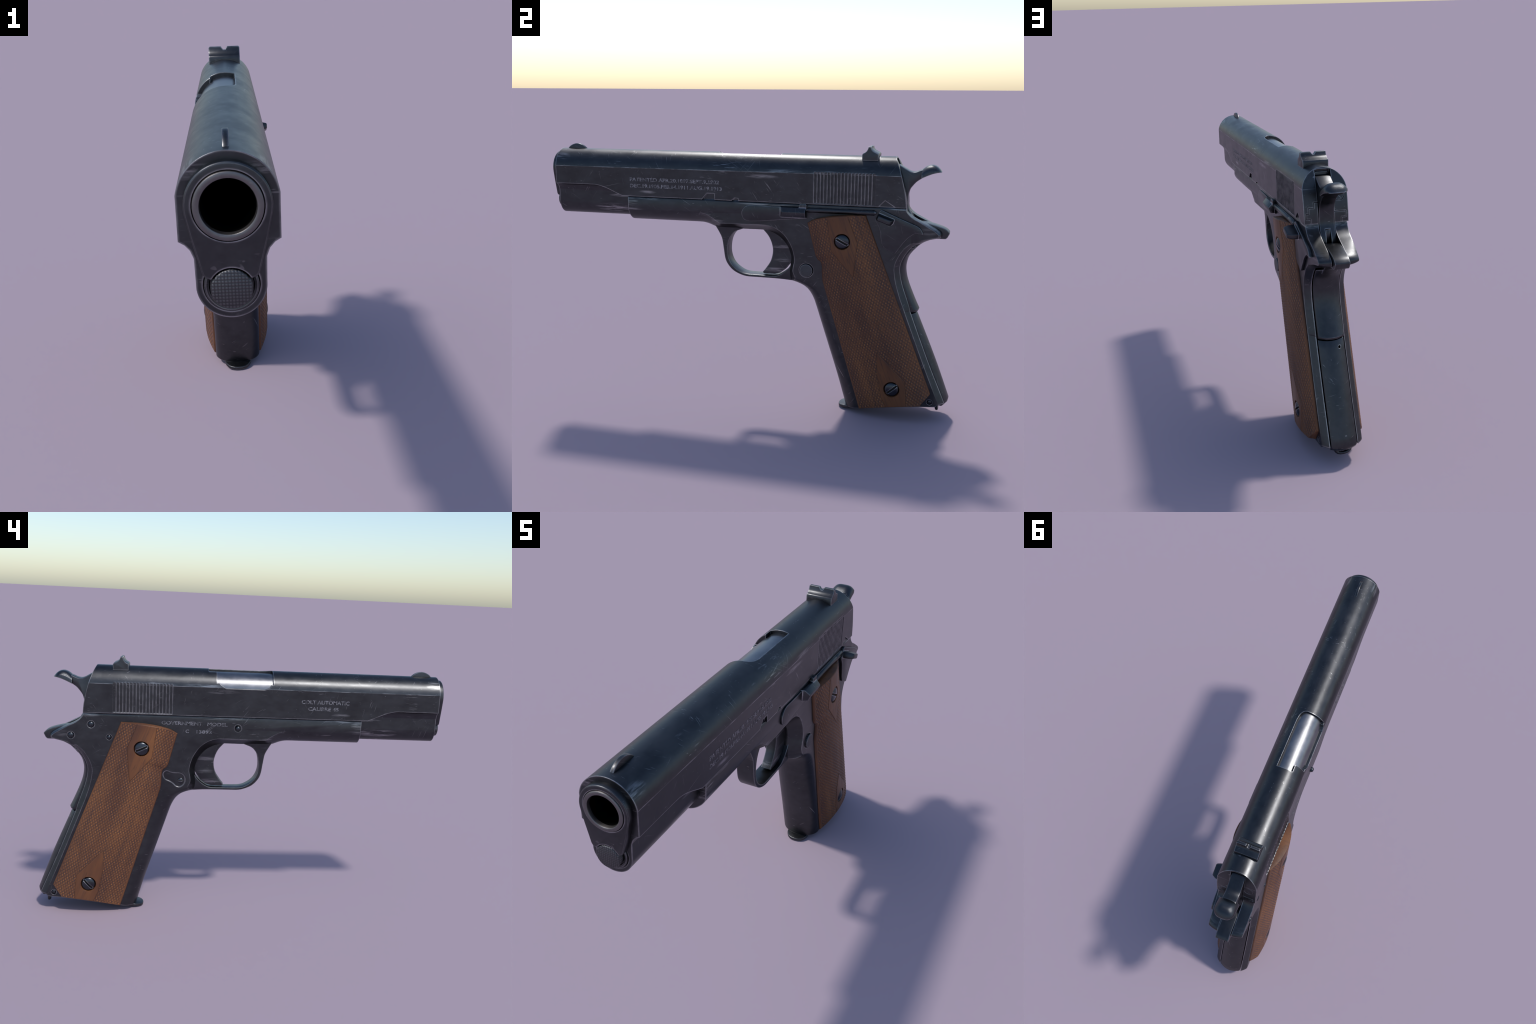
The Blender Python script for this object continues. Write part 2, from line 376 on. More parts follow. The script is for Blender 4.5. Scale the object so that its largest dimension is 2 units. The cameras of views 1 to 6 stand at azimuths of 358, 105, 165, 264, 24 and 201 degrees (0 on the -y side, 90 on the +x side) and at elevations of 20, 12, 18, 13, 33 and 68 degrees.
# ================================================================== SLIDE
def slide_mesh():
    r = 0.0975
    half = [(SW, 1.0085), (SW, 1.146)] + [(x, z) for x, z in arc(0, BORE_Z, r, 9.5, 90, 22)]
    sec = half + [(-x, z) for x, z in half[-2::-1]]
    body = prism(sec, -0.972, 0.80, 'y')
    low = cr([(-0.78, 1.0625), (-0.745, 1.060), (-0.70, 1.0475), (-0.645, 1.024), (-0.614, 1.0115)], 6)
    rear = cr([(0.769, 1.0085), (0.7665, 1.040), (0.761, 1.076), (0.752, 1.116), (0.7415, 1.154), (0.7255, 1.198), (0.7055, 1.24)], 5)
    side = [(-0.985, 1.0625)] + low + rear + [(0.70, 1.26), (-0.985, 1.26)]
    body = boolean(body, prism(side, -0.2, 0.2, 'x'), 'INTERSECT')
    # recoil spring housing under the muzzle
    hh = [(0.0945, 1.075), (0.0945, 1.0620), (0.084, 1.0555), (0.0745, 1.0445), (0.0685, 1.0285), (0.0675, 0.985)]
    hh = hh + arc(0, 0.973, 0.0675, 0, -90, 16)[0:]
    hsec = hh + [(-x, z) for x, z in hh[-2::-1]]
    body = boolean(body, prism(hsec, -0.9715, -0.588, 'y'), 'UNION')
    bevel_front(body)
    # barrel and spring holes
    body = boolean(body, lathe([(0, -1.1), (0.0665, -1.1), (0.0665, 0.10), (0, 0.10)], 64, 'y', (0, 0, BORE_Z)))
    body = boolean(body, lathe([(0, -1.1), (0.0545, -1.1), (0.0545, -0.90), (0, -0.90)], 64, 'y', (0, 0, 0.9735)))
    # ejection port
    port = [(-0.140, 1.30), (-0.1405, 1.205), (-0.137, 1.180), (-0.122, 1.157), (-0.100, 1.1475), (0.090, 1.1475), (0.117, 1.165),
            (0.129, 1.192), (0.135, 1.30)]
    c1 = prism(port, -0.2, 0.0, 'x')
    plan = [(-0.2, -0.140), (-0.004, -0.140)] + arc(-0.002, -0.108, 0.032, 80, 0, 8)[0:0] + \
           cr([(0.0, -0.140), (0.014, -0.133), (0.025, -0.115), (0.030, -0.085)], 4) + [(0.031, 0.173), (-0.046, 0.173), (-0.046, 0.134), (-0.2, 0.134)]
    c2 = prism(plan, 1.17, 1.30, 'z')
    body = boolean(body, c2); body = boolean(body, c1)
    # hammer slot
    body = boolean(body, prism([(-0.0345, 0.98), (0.0345, 0.98), (0.0345, 1.222), (0.02, 1.2245), (-0.02, 1.2245), (-0.0345, 1.222)], 0.699, 0.9, 'y'))
    # cocking serrations
    cuts = []
    for k in range(18):
        y = 0.3455 + k * 0.01578
        for sd in (1, -1):
            tri = [(sd * (SW - 0.0050), y), (sd * 0.12, y), (sd * 0.12, y + 0.0150), (sd * (SW - 0.0002), y + 0.0150)]
            cuts.append(prism(tri, 1.0145, 1.158, 'z'))
    body = boolean(body, join(*cuts))
    # disassembly and safety notches on the left
    body = boolean(body, prism([(-0.199, 0.99), (-0.199, 1.0115), (-0.175, 1.0405), (-0.137, 1.0405), (-0.137, 0.99)], SW - 0.012, 0.2, 'x'))
    body = boolean(body, prism([(-0.052, 0.99), (-0.050, 1.012), (-0.036, 1.0235), (-0.018, 1.0215), (-0.015, 0.99)], SW - 0.010, 0.2, 'x'))
    body = boolean(body, prism([(0.642, 0.99), (0.646, 1.0125), (0.673, 1.040), (0.717, 1.012), (0.72, 0.99)], SW - 0.008, 0.2, 'x'))
    # joint lines on the rear face
    lines = [[(0.067, 1.00), (0.0675, 1.029), (0.086, 1.030), (0.086, 1.052), (0.0755, 1.052), (0.0755, 1.0745), (0.0515, 1.0745), (0.0515, 1.096), (0.030, 1.096)],
             [(-0.030, 1.054), (-0.085, 1.053), (-0.085, 1.029), (-0.066, 1.029), (-0.066, 1.00)]]
    for ln in lines:
        body = boolean(body, groove(ln, 0.0022, 0.745, 0.90, 'y'))
    body = boolean(body, groove(arc(-0.059, 1.121, 0.0235, 0, 337.5, 15), 0.0020, 0.738, 0.90, 'y', closed=True))
    return body

def bevel_front(me):
    bm = bmesh.new(); bm.from_mesh(me)
    es = [e for e in bm.edges if len(e.link_faces) == 2 and e.calc_face_angle(0) > math.radians(60) and all(v.co.y < -0.97 for v in e.verts)]
    bmesh.ops.bevel(bm, geom=es, offset=0.0045, segments=3, profile=0.5, affect='EDGES', clamp_overlap=True)
    bm.to_mesh(me); bm.free()

slide = add("slide", slide_mesh(), 'slide', angle=8.5)

# firing pin stop seen inside the hammer slot
add("firing_pin_stop", prism([(-0.033, 1.02), (0.033, 1.02), (0.033, 1.205), (0.024, 1.213), (-0.024, 1.213), (-0.033, 1.205)], 0.690, 0.705, 'y', 0.002), 'part', slide)

# sights
fs = cr([(-0.9475, 1.222), (-0.945, 1.232), (-0.930, 1.2455), (-0.907, 1.2545), (-0.885, 1.2548), (-0.862, 1.2465), (-0.844, 1.232), (-0.842, 1.222)], 5)
add("front_sight", prism(fs, -0.0062, 0.0062, 'x', 0.0015, 2), 'part', slide)
rs = [(0.558, 1.206), (0.558, 1.240)] + cr([(0.561, 1.2445), (0.570, 1.249), (0.578, 1.256), (0.5835, 1.267), (0.5855, 1.2755)], 4) + \
     cr([(0.5975, 1.2755), (0.5995, 1.267), (0.606, 1.257), (0.617, 1.2505), (0.629, 1.245)], 4) + [(0.632, 1.240), (0.632, 1.206)]
rsm = prism(rs, -0.0565, 0.0565, 'x', 0.0015, 2)
crown = arc(0.0505, 1.2695, 0.006, 0, 90, 6)
rsm = boolean(rsm, prism([(0.0565, 1.19)] + crown + [(-x, z) for x, z in crown[::-1]] + [(-0.0565, 1.19)], 0.5, 0.7, 'y'), 'INTERSECT')
rsm = boolean(rsm, prism([(-0.012, 1.30), (-0.0115, 1.2755), (-0.004, 1.264), (0.004, 1.264), (0.0115, 1.2755), (0.012, 1.30)], 0.5, 0.7, 'y'))
rsm = boolean(rsm, lathe([(0, 0.4), (0.0955, 0.4), (0.0955, 0.8), (0, 0.8)], 96, 'y', (0, 0, BORE_Z)))
add("rear_sight", rsm, 'part', slide)

# barrel bushing: collar round the barrel running down to the spring plug
bush = arc(0, BORE_Z, 0.0815, 90, -12, 26) + [(0.071, 1.075), (0.058, 1.023), (0.054, 1.006), (0.0495, 0.998), (0.039, 0.9935)]
bush = bush + [(-x, z) for x, z in bush[-1:0:-1]]
bm_ = prism(bush, -0.9950, -0.955, 'y', 0.0028, 3)
bm_ = boolean(bm_, lathe([(0, -1.1), (0.0672, -1.1), (0.0672, -0.90), (0, -0.90)], 64, 'y', (0, 0, BORE_Z)))
bm_ = boolean(bm_, lathe([(0, -1.1), (0.0428, -1.1), (0.0428, -0.90), (0, -0.90)], 64, 'y', (0, 0, 0.9735)))
add("barrel_bushing", bm_, 'part', slide)

# recoil spring plug
add("recoil_spring_plug", lathe([(0, -0.93), (0.0530, -0.93), (0.0530, -0.974), (0.0518, -0.9765), (0.0490, -0.978), (0.0435, -0.9765), (0.0412, -0.970)], 64, 'y', (0, 0, 0.9735)), 'part', slide)
bp = add("plug_cap", lathe([(0, -0.94), (0.0402, -0.94), (0.0402, -0.9920), (0.0385, -0.9950), (0.036, -0.9965), (0, -0.9965)], 64, 'y', (0, 0, 0)), 'knurl_y', slide, loc=(MID, 0, 0.9735))

# barrel
barrel = add("barrel", lathe([(0.0525, 0.08), (0.0655, 0.08), (0.0655, -0.9955), (0.0645, -0.9985), (0.062, -1.0), (0.056, -1.0), (0.0530, -0.9985), (0.0518, -0.995), (0.0516, -0.986)], 72, 'y', (0, 0, BORE_Z), False), 'muzzle')
add("bore", lathe([(0.0516, -0.986), (0.0514, -0.95), (0.0514, 0.06), (0, 0.06)], 72, 'y', (0, 0, BORE_Z), False), 'bore', barrel)
hood = lathe([(0.066, -0.16), (0.0835, -0.16), (0.0835, 0.19), (0.0, 0.19), (0.0, 0.15), (0.066, 0.15), (0.066, -0.16)], 96, 'y', (0, 0, BORE_Z))
add("barrel_hood", hood, 'bright', barrel)

# ================================================================== FRAME
DC = cr([(-0.40, 0.9500, -0.40, 0.8865, 2, 0.68), (-0.30, 0.9500, -0.30, 0.8865, 2, 0.72), (-0.265, 0.9500, -0.265, 0.8865, 2, 0.8), (-0.235, 0.9485, -0.240, 0.8865, 2, 0.9), (-0.205, 0.944, -0.215, 0.8845, 1.9, 1.0),
         (-0.178, 0.937, -0.190, 0.878, 1.8, 1.1), (-0.145, 0.919, -0.158, 0.866, 1.8, 1.2), (-0.114, 0.898, -0.140, 0.862, 1.8, 1.2)], 5)
TRIG = cr([(-0.110, 0.8975, -0.110, 0.866), (0.0, 0.8985, 0.0, 0.866), (0.095, 0.900, 0.085, 0.8665), (0.130, 0.897, 0.115, 0.862), (0.166, 0.885, 0.146, 0.851), (0.204, 0.858, 0.180, 0.829),
           (0.234, 0.816, 0.208, 0.796), (0.250, 0.776, 0.222, 0.765), (0.2565, 0.737, 0.229, 0.737), (0.2510, 0.707, 0.225, 0.705), (0.2495, 0.680, 0.220, 0.670), (0.262, 0.654, 0.222, 0.640)], 5)
STRAP = cr([(0.270, 0.650, 0.232, 0.626), (0.302, 0.636, 0.262, 0.619), (0.337, 0.620, 0.292, 0.605), (0.366, 0.602, 0.318, 0.580), (0.391, 0.574, 0.338, 0.545), (0.408, 0.540, 0.353, 0.504), (0.432, 0.478, 0.374, 0.440),
            (0.470, 0.355, 0.412, 0.325), (0.520, 0.195, 0.463, 0.170), (0.572, 0.026, 0.508, 0.0175)], 5)
FLAT_BACK = [(0.951, 0.088), (0.9465, 0.105), (0.870, 0.295), (0.788, 0.505), (0.780, 0.527), (0.773, 0.545), (0.758, 0.583), (0.737, 0.650), (0.7275, 0.698), (0.7255, 0.735), (0.7385, 0.776), (0.766, 0.820), (0.800, 0.850)]
BACK_Q = [0.85, 0.9, 1.25, 1.2, 1.15, 1.1, 1.1, 1.1, 1.1, 1.1, 1.0, 1.0, 1.0]
MID_BACK = [(0.998, 0.084), (0.9960, 0.103), (0.925, 0.285), (0.839, 0.500), (0.832, 0.521), (0.825, 0.546), (0.811, 0.590), (0.789, 0.645), (0.777, 0.692), (0.7745, 0.732), (0.785, 0.772), (0.806, 0.804), (0.838, 0.838)]
BACK = cr([a + b + (2, q) for a, b, q in zip(FLAT_BACK, MID_BACK, BACK_Q)], 4)
TANG = cr([(0.806, 0.8525, 0.842, 0.840), (0.850, 0.869, 0.872, 0.857), (0.893, 0.880, 0.908, 0.866), (0.908, 0.884, 0.927, 0.871), (0.9115, 0.8895, 0.934, 0.885), (0.904, 0.897, 0.928, 0.901), (0.880, 0.9145, 0.905, 0.916),
           (0.831, 0.9455, 0.850, 0.940), (0.803, 0.9605, 0.812, 0.958), (0.783, 0.977, 0.786, 0.976), (0.7715, 0.992, 0.772, 0.992)], 4)
frame_runs = [('round', [(-0.5865, 0.9500, -0.5865, 0.8865, 2, 0.68)]), ('round', DC), ('core', TRIG), ('strap', STRAP),
              ('strap', dup([(0.866, 0.066), (0.942, 0.073)])), ('back', BACK), ('tang', TANG),
              ('top', [(0.7685, 1.0015, 0.7685, 1.0105), (-0.5865, 1.0035, -0.5865, 1.0135)])]
fr = loft_x(frame_runs, W)
# wide channel for grip safety and mainspring housing, narrow slot for the hammer
fr = boolean(fr, prism([(0.70, 0.80), (0.685, 0.74), (0.685, 0.68), (0.74, 0.53), (0.90, 0.10), (0.90, 0.02), (1.1, 0.02), (1.1, 0.85), (0.835, 0.8405), (0.79, 0.828)], -0.0618, 0.0618, 'x'), solver='MANIFOLD')
fr = boolean(fr, prism([(0.66, 1.05), (0.66, 0.93), (0.72, 0.86), (0.76, 0.78), (1.1, 0.78), (1.1, 1.05)], -0.0348, 0.0348, 'x'), solver='MANIFOLD')
for sd in (1, -1):
    fr = boolean(fr, prism([(sd * 0.0912, 0.790), (sd * 0.0845, 0.95), (sd * 0.2, 0.95), (sd * 0.2, 0.790)], 0.838, 1.05, 'z'), solver='MANIFOLD')
# round countersinks
def hole(y, z, r, x0, x1, n=40):
    return lathe([(0, x0), (r, x0), (r, x1), (0, x1)], n, 'x', (0, y, z))
fr = boolean(fr, hole(0.315, 0.693, 0.0335, 0.070, 0.2), solver='MANIFOLD')
fr = boolean(fr, hole(0.0245, 0.9545, 0.0175, -0.2, -0.080), solver='MANIFOLD')
for y, z, r in ((0.731, 0.952, 0.0172), (0.826, 0.897, 0.0172), (0.645, 0.892, 0.0130)):
    fr = boolean(fr, hole(y, z, r, -0.2, -0.084), solver='MANIFOLD')
for s in (1, -1):
    a, b = sorted((s * 0.082, s * 0.2))
    fr = boolean(fr, hole(0.914, 0.0945, 0.0125, a, b), solver='MANIFOLD')
# keyhole-shaped recess of the magazine catch on the right
KEY = cr([(0.3835, 0.713), (0.377, 0.728), (0.363, 0.733), (0.346, 0.727), (0.328, 0.7235), (0.303, 0.7235), (0.284, 0.714), (0.2755, 0.695), (0.279, 0.670), (0.297, 0.654), (0.318, 0.656), (0.332, 0.669), (0.349, 0.680), (0.374, 0.692)], 4, closed=True)
fr = boolean(fr, prism(KEY, -0.2, -0.0845, 'x'), solver='MANIFOLD')
frame = add("frame", fr, 'frame', angle=34)

# magazine well is closed by the magazine's floor plate with its finger lip
zb = lambda y: 0.0005 + 0.133 * (y - 0.475)
plan = [(0.052, 0.88), (0.0545, 0.555)] + cr([(0.0545, 0.535), (0.050, 0.508), (0.036, 0.485), (0.018, 0.475), (0.0, 0.4725)], 5)
plan = plan + [(-x, y) for x, y in plan[-2::-1]]
n = len(plan)
fp = new_mesh([(x, y, zb(y)) for x, y in plan] + [(x, y, zb(y) + 0.013) for x, y in plan],
              [tuple(range(n)), tuple(range(n, 2 * n))] + [(i, (i + 1) % n, n + (i + 1) % n, n + i) for i in range(n)])
bevel_mesh(fp, 0.0028, 3)
add("magazine_floor_plate", fp, 'part', frame)

# trigger guard
TGO = cr([(-0.160, 0.885), (-0.150, 0.8715), (-0.132, 0.842), (-0.1185, 0.812), (-0.111, 0.765), (-0.1035, 0.717), (-0.0895, 0.686), (-0.062, 0.657), (-0.024, 0.6385), (0.012, 0.631), (0.073, 0.6305), (0.170, 0.6295), (0.240, 0.6255)], 5)
TGI = cr([(0.238, 0.735), (0.226, 0.701), (0.204, 0.673), (0.173, 0.6505), (0.144, 0.6415), (0.075, 0.6415), (0.002, 0.6435), (-0.036, 0.6575), (-0.069, 0.685), (-0.0875, 0.724), (-0.0910, 0.768), (-0.081, 0.815), (-0.055, 0.849), (-0.010, 0.8680), (0.02, 0.885)], 5)
add("trigger_guard", prism(TGO + [(0.262, 0.66), (0.26, 0.72)] + TGI, -0.0375, 0.0375, 'x', 0.0032, 2), 'frame', frame)

# trigger
TRF = cr([(0.070, 0.880), (0.084, 0.866), (0.112, 0.834), (0.1285, 0.798), (0.134, 0.760), (0.1245, 0.715), (0.102, 0.678), (0.083, 0.654)], 5)
add("trigger", prism(TRF + [(0.090, 0.648), (0.144, 0.648), (0.171, 0.656), (0.198, 0.676), (0.217, 0.701), (0.245, 0.75), (0.24, 0.84), (0.18, 0.885)], -0.021, 0.021, 'x', 0.004, 3), 'smear', frame)

# ---- grip safety: palm plate plus the tang that covers the hammer strut
GSB = [(0.790, 0.826), (0.806, 0.804), (0.785, 0.772), (0.7748, 0.732), (0.777, 0.690), (0.7895, 0.645), (0.812, 0.590), (0.830, 0.550), (0.8425, 0.5245)]
gs_back = [(y - 0.042 - 0.010 * max(0, (0.70 - z) / 0.18), z + 0.004, y, z, 2, 1.0) for y, z in cr(GSB[1:], 6)]
gs = loft_x([('back', [(0.760, 0.812, 0.824, 0.826)]), ('back', gs_back), ('back', [(0.793, 0.520, 0.839, 0.5155), (0.780, 0.520, 0.822, 0.508)]), ('back', dup([(0.74, 0.52), (0.69, 0.68), (0.69, 0.75), (0.70, 0.812)]))], W, 0.0580)
bevel_mesh(gs, 0.0035, 3, 50)
GT = cr([(0.800, 0.9300), (0.834, 0.9375), (0.871, 0.9325), (0.915, 0.9215), (0.944, 0.9105), (0.9605, 0.8975), (0.9635, 0.8915)], 5) + [(0.9545, 0.8735), (0.9475, 0.8665)] + cr([(0.942, 0.8655), (0.905, 0.8645), (0.870, 0.8555), (0.835, 0.836), (0.80, 0.80)], 4) + [(0.74, 0.80), (0.74, 0.90)]
gt = prism(GT, -0.0322, 0.0322, 'x', 0.0032, 3)
add("grip_safety", join(gs, gt), 'part', frame)

# ---- mainspring housing
ms_back = [p for p in cr([(0.9475, 0.104, 0.9995, 0.096, 2, 0.9), (0.870, 0.295, 0.9275, 0.285, 2, 1.2), (0.788, 0.510, 0.8330, 0.508, 2, 1.2)], 6)]
ms = loft_x([('back', dup([(0.90, 0.072), (0.936, 0.0715)])), ('back', [(0.947, 0.0800, 0.980, 0.0625, 2, 0.85), (0.9515, 0.0900, 0.9965, 0.0810, 2, 0.85)]), ('back', ms_back), ('back', dup([(0.76, 0.51)]))], W, 0.0575)
bevel_mesh(ms, 0.0018, 2, 50)
ms = boolean(ms, lathe([(0, 0.80), (0.0062, 0.80), (0.0062, 0.9), (0, 0.9)], 24, 'y', (-0.030, 0, 0.478)))
msh = add("mainspring_housing", ms, 'frame', frame)

def tube(path, r, n=12):
    P = [Vector(p) for p in path]; v, fa = [], []
    for i, p in enumerate(P):
        t = (P[min(i + 1, len(P) - 1)] - P[max(i - 1, 0)]).normalized()
        a = t.cross(Vector((0, 1, 0.01))).normalized(); b = t.cross(a).normalized()
        for k in range(n):
            q = 2 * math.pi * k / n
            v.append(tuple(p + r * (math.cos(q) * a + math.sin(q) * b)))
    for i in range(len(P) - 1):
        for k in range(n):
            fa.append((i * n + k, i * n + (k + 1) % n, (i + 1) * n + (k + 1) % n, (i + 1) * n + k))
    fa += [tuple(range(n)), tuple(range((len(P) - 1) * n, len(P) * n))]
    return new_mesh(v, fa)
loop = cr([(-0.036, 0.940, 0.085), (-0.036, 0.944, 0.060), (-0.028, 0.946, 0.040), (-0.012, 0.947, 0.0325), (0.012, 0.947, 0.0325), (0.028, 0.946, 0.040), (0.036, 0.944, 0.060), (0.036, 0.940, 0.085)], 5)
add("lanyard_loop", tube(loop, 0.0075), 'part', msh, angle=60)

# ---- hammer
HB = cr([(0.700, 1.200), (0.716, 1.199), (0.733, 1.1905), (0.755, 1.1775), (0.778, 1.166), (0.800, 1.1655), (0.828, 1.1765)], 5) + [(0.850, 1.172), (0.846, 1.149)] + \
     cr([(0.828, 1.138), (0.806, 1.1225), (0.789, 1.103), (0.777, 1.085), (0.7705, 1.060), (0.7705, 1.030), (0.774, 1.005), (0.783, 0.985), (0.797, 0.960), (0.803, 0.930), (0.795, 0.905)], 4) + [(0.76, 0.90), (0.72, 0.95), (0.70, 1.05)]
hb = prism(HB, -0.0328, 0.0328, 'x', 0.003, 2)
hb = boolean(hb, prism([(-0.011, 0.80), (0.011, 0.80), (0.011, 0.987), (-0.011, 0.987)], 0.772, 0.9, 'y'))
hammer = add("hammer", hb, 'part')
SPT = [(0.8265, 1.176), (0.840, 1.1875), (0.855, 1.1955), (0.872, 1.1985), (0.890, 1.1935), (0.904, 1.1825), (0.9155, 1.1680)]
SPB = [(0.8265, 1.1375), (0.840, 1.1440), (0.855, 1.1510), (0.872, 1.1580), (0.890, 1.1625), (0.904, 1.1650), (0.9135, 1.1655)]
top = cr(SPT, 5); bot = cr(SPB, 5); v, fa = [], []
NX = 16
for i, (t, b) in enumerate(zip(top, bot)):
    f = (t[0] - 0.8265) / 0.089
    hw = 0.0475 * (1 - 0.85 * max(0, f - 0.55) ** 3 / 0.45 ** 3 * 0.30) 
    back = 0.010 * max(0, f - 0.5)/0.5
    for j in range(NX + 1):
        u = -1 + 2 * j / NX
        crown = (1 - abs(u) ** 3.5)
        v.append((u * hw, t[0] - back * abs(u) ** 3, b[1] + (t[1] - b[1]) * (0.45 + 0.55 * crown) + 0.0))
    for j in range(NX, -1, -1):
        u = -1 + 2 * j / NX
        v.append((u * hw, b[0] - back * abs(u) ** 3, b[1] + (0.0015 * abs(u) ** 4)))
m = 2 * (NX + 1)
for i in range(len(top) - 1):
    for j in range(m):
        fa.append((i * m + j, i * m + (j + 1) % m, (i + 1) * m + (j + 1) % m, (i + 1) * m + j))
fa += [tuple(range(m)), tuple(range((len(top) - 1) * m, len(top) * m))]
add("hammer_spur", new_mesh(v, fa), 'spur', hammer, angle=45)
add("hammer_strut", prism([(0.75, 0.99), (0.786, 0.985), (0.792, 0.955), (0.782, 0.92), (0.75, 0.92)], -0.0095, 0.0095, 'x', 0.002, 2), 'part', hammer)

# ---- slide stop
SSP = cr([(0.040, 0.9945), (0.018, 0.987), (0.003, 0.970), (-0.0015, 0.953), (0.004, 0.932), (0.018, 0.920), (0.040, 0.9155)], 4)
ssp = prism([(0.314, 0.989)] + SSP + [(0.097, 0.9190), (0.221, 0.9325), (0.314, 0.9420)], 0.080, 0.0985, 'x', 0.0015, 2)
pad = [(0.090, 0.995), (0.108, 0.9925), (0.1275, 0.9735), (0.1275, 0.9680), (0.119, 0.9475), (0.090, 0.9440)]
padm = new_mesh([(x, 0.185 + (x - 0.09) * 0.42, z) for x, z in pad] + [(x, 0.3135 - max(0, x - 0.1) * 0.10, z) for x, z in pad],
                [tuple(range(6)), tuple(range(6, 12))] + [(i, (i + 1) % 6, 6 + (i + 1) % 6, 6 + i) for i in range(6)])
bevel_mesh(padm, 0.0018, 2)
tab = prism([(0.276, 0.985), (0.2825, 1.0095), (0.312, 1.0095), (0.3145, 1.006), (0.3135, 0.985)], 0.085, 0.1085, 'x', 0.0015, 2)
sstop = add("slide_stop", join(ssp, padm, tab), 'part')
add("slide_stop_pin", lathe([(0, -0.06), (0.0130, -0.06), (0.0130, -0.098), (0.0115, -0.1035), (0.007, -0.107), (0, -0.108)], 32, 'x'), 'screw', sstop, angle=50, loc=(MID, 0.0245, 0.9545))

# plunger tube
add("plunger_tube", lathe([(0, 0.312), (0.0065, 0.312), (0.0065, 0.318), (0.0105, 0.318), (0.0120, 0.321), (0.0120, 0.557), (0.0116, 0.5585), (0.0120, 0.560), (0.0120, 0.626), (0.0105, 0.6295), (0.0065, 0.6295), (0.006, 0.636), (0.003, 0.638), (0, 0.638)], 28, 'y', (0, 0, 0)), 'part', angle=50, loc=(MID + 0.0955, 0, 0.9815))
add("plunger_tube_foot", prism([(0.330, 0.9945), (0.330, 0.974), (0.618, 0.974), (0.618, 0.9945)], 0.085, 0.0975, 'x', 0.002, 2), 'part')

# ---- thumb safety
TSP = cr([(0.648, 0.9840), (0.652, 0.9935), (0.661, 0.9985)], 4) + cr([(0.709, 0.9770), (0.770, 0.9520), (0.822, 0.9305), (0.840, 0.9150), (0.8500, 0.8940)], 4) + \
      cr([(0.8120, 0.8960), (0.7850, 0.8760), (0.7620, 0.8490), (0.728, 0.7990)], 5) + [(0.712, 0.8040)] + cr([(0.676, 0.8225), (0.6645, 0.8420), (0.6565, 0.8850), (0.648, 0.9210), (0.633, 0.9460), (0.638, 0.9640)], 4)
tsp = prism(TSP, 0.080, 0.1035, 'x', 0.0035, 2)
LEV = [(0.6465, 0.9830), (0.7200, 0.9560), (0.7125, 0.9350), (0.7020, 0.9310), (0.6365, 0.9540), (0.6375, 0.9640)]
levt = [(0.6540, 0.9760), (0.7060, 0.9580), (0.7030, 0.9430), (0.6960, 0.9380), (0.6480, 0.9560), (0.6480, 0.9640)]
lev = prism(LEV, 0.088, 0.1335, 'x', 0, taper=[(a * 0.8 + c * 0.2, b * 0.8 + d * 0.2) for (a, b), (c, d) in zip(LEV, levt)])
lev2 = prism([(a * 0.8 + c * 0.2, b * 0.8 + d * 0.2) for (a, b), (c, d) in zip(LEV, levt)], 0.1335, 0.1530, 'x', 0, taper=levt)
lev = boolean(lev, lev2, 'UNION')
bevel_mesh(lev, 0.0050, 3, 30)
add("thumb_safety", join(tsp, lev), 'part')

# ---- magazine release and catch
mr = add("magazine_release", lathe([(0, 0.06), (0.0312, 0.06), (0.0312, 0.0965), (0.0295, 0.0992), (0.026, 0.1000), (0, 0.1000)], 48, 'x'), 'knurl_x', loc=(MID, 0.315, 0.693))
def screw_head(r, dome, slot, depth, ang):
    prof = [(0, 0), (r, 0), (r, 0.012)] + [(r * math.cos(a), 0.012 + dome * math.sin(a)) for a in [math.radians(x) for x in (12, 24, 38, 52, 66, 78)]] + [(0, 0.012 + dome)]
    me = lathe(prof, 48, 'x')
    c = prism([(-r * 1.2, -slot / 2), (r * 1.2, -slot / 2), (r * 1.2, slot / 2), (-r * 1.2, slot / 2)], 0.012 + dome - depth, 0.05, 'x')
    c.transform(Matrix.Rotation(ang, 4, 'X'))
    me = boolean(me, c)
    k = len(me.polygons)
    dark_recess = prism([(-r * 0.86, -slot * 0.49), (r * 0.86, -slot * 0.49), (r * 0.86, slot * 0.49), (-r * 0.86, slot * 0.49)], 0.003, 0.012 + dome - depth + depth * 0.35, 'x')  # dark brown block set low in the slot so that its inside looks dark
    dark_recess.transform(Matrix.Rotation(ang, 4, 'X'))
    me = join(me, dark_recess)
    idx = np.zeros(len(me.polygons), np.int32); idx[k:] = 1
    me.materials.append(None); me.materials.append(None)
    me.polygons.foreach_set("material_index", idx)
    return me
catch = add("magazine_catch_screw", screw_head(0.0140, 0.0050, 0.0040, 0.004, 0.05), ['screw', 'slot_dark'], angle=50, loc=(MID - 0.0745, 0.2965, 0.6845))
catch.rotation_euler = (0, 0, math.pi)

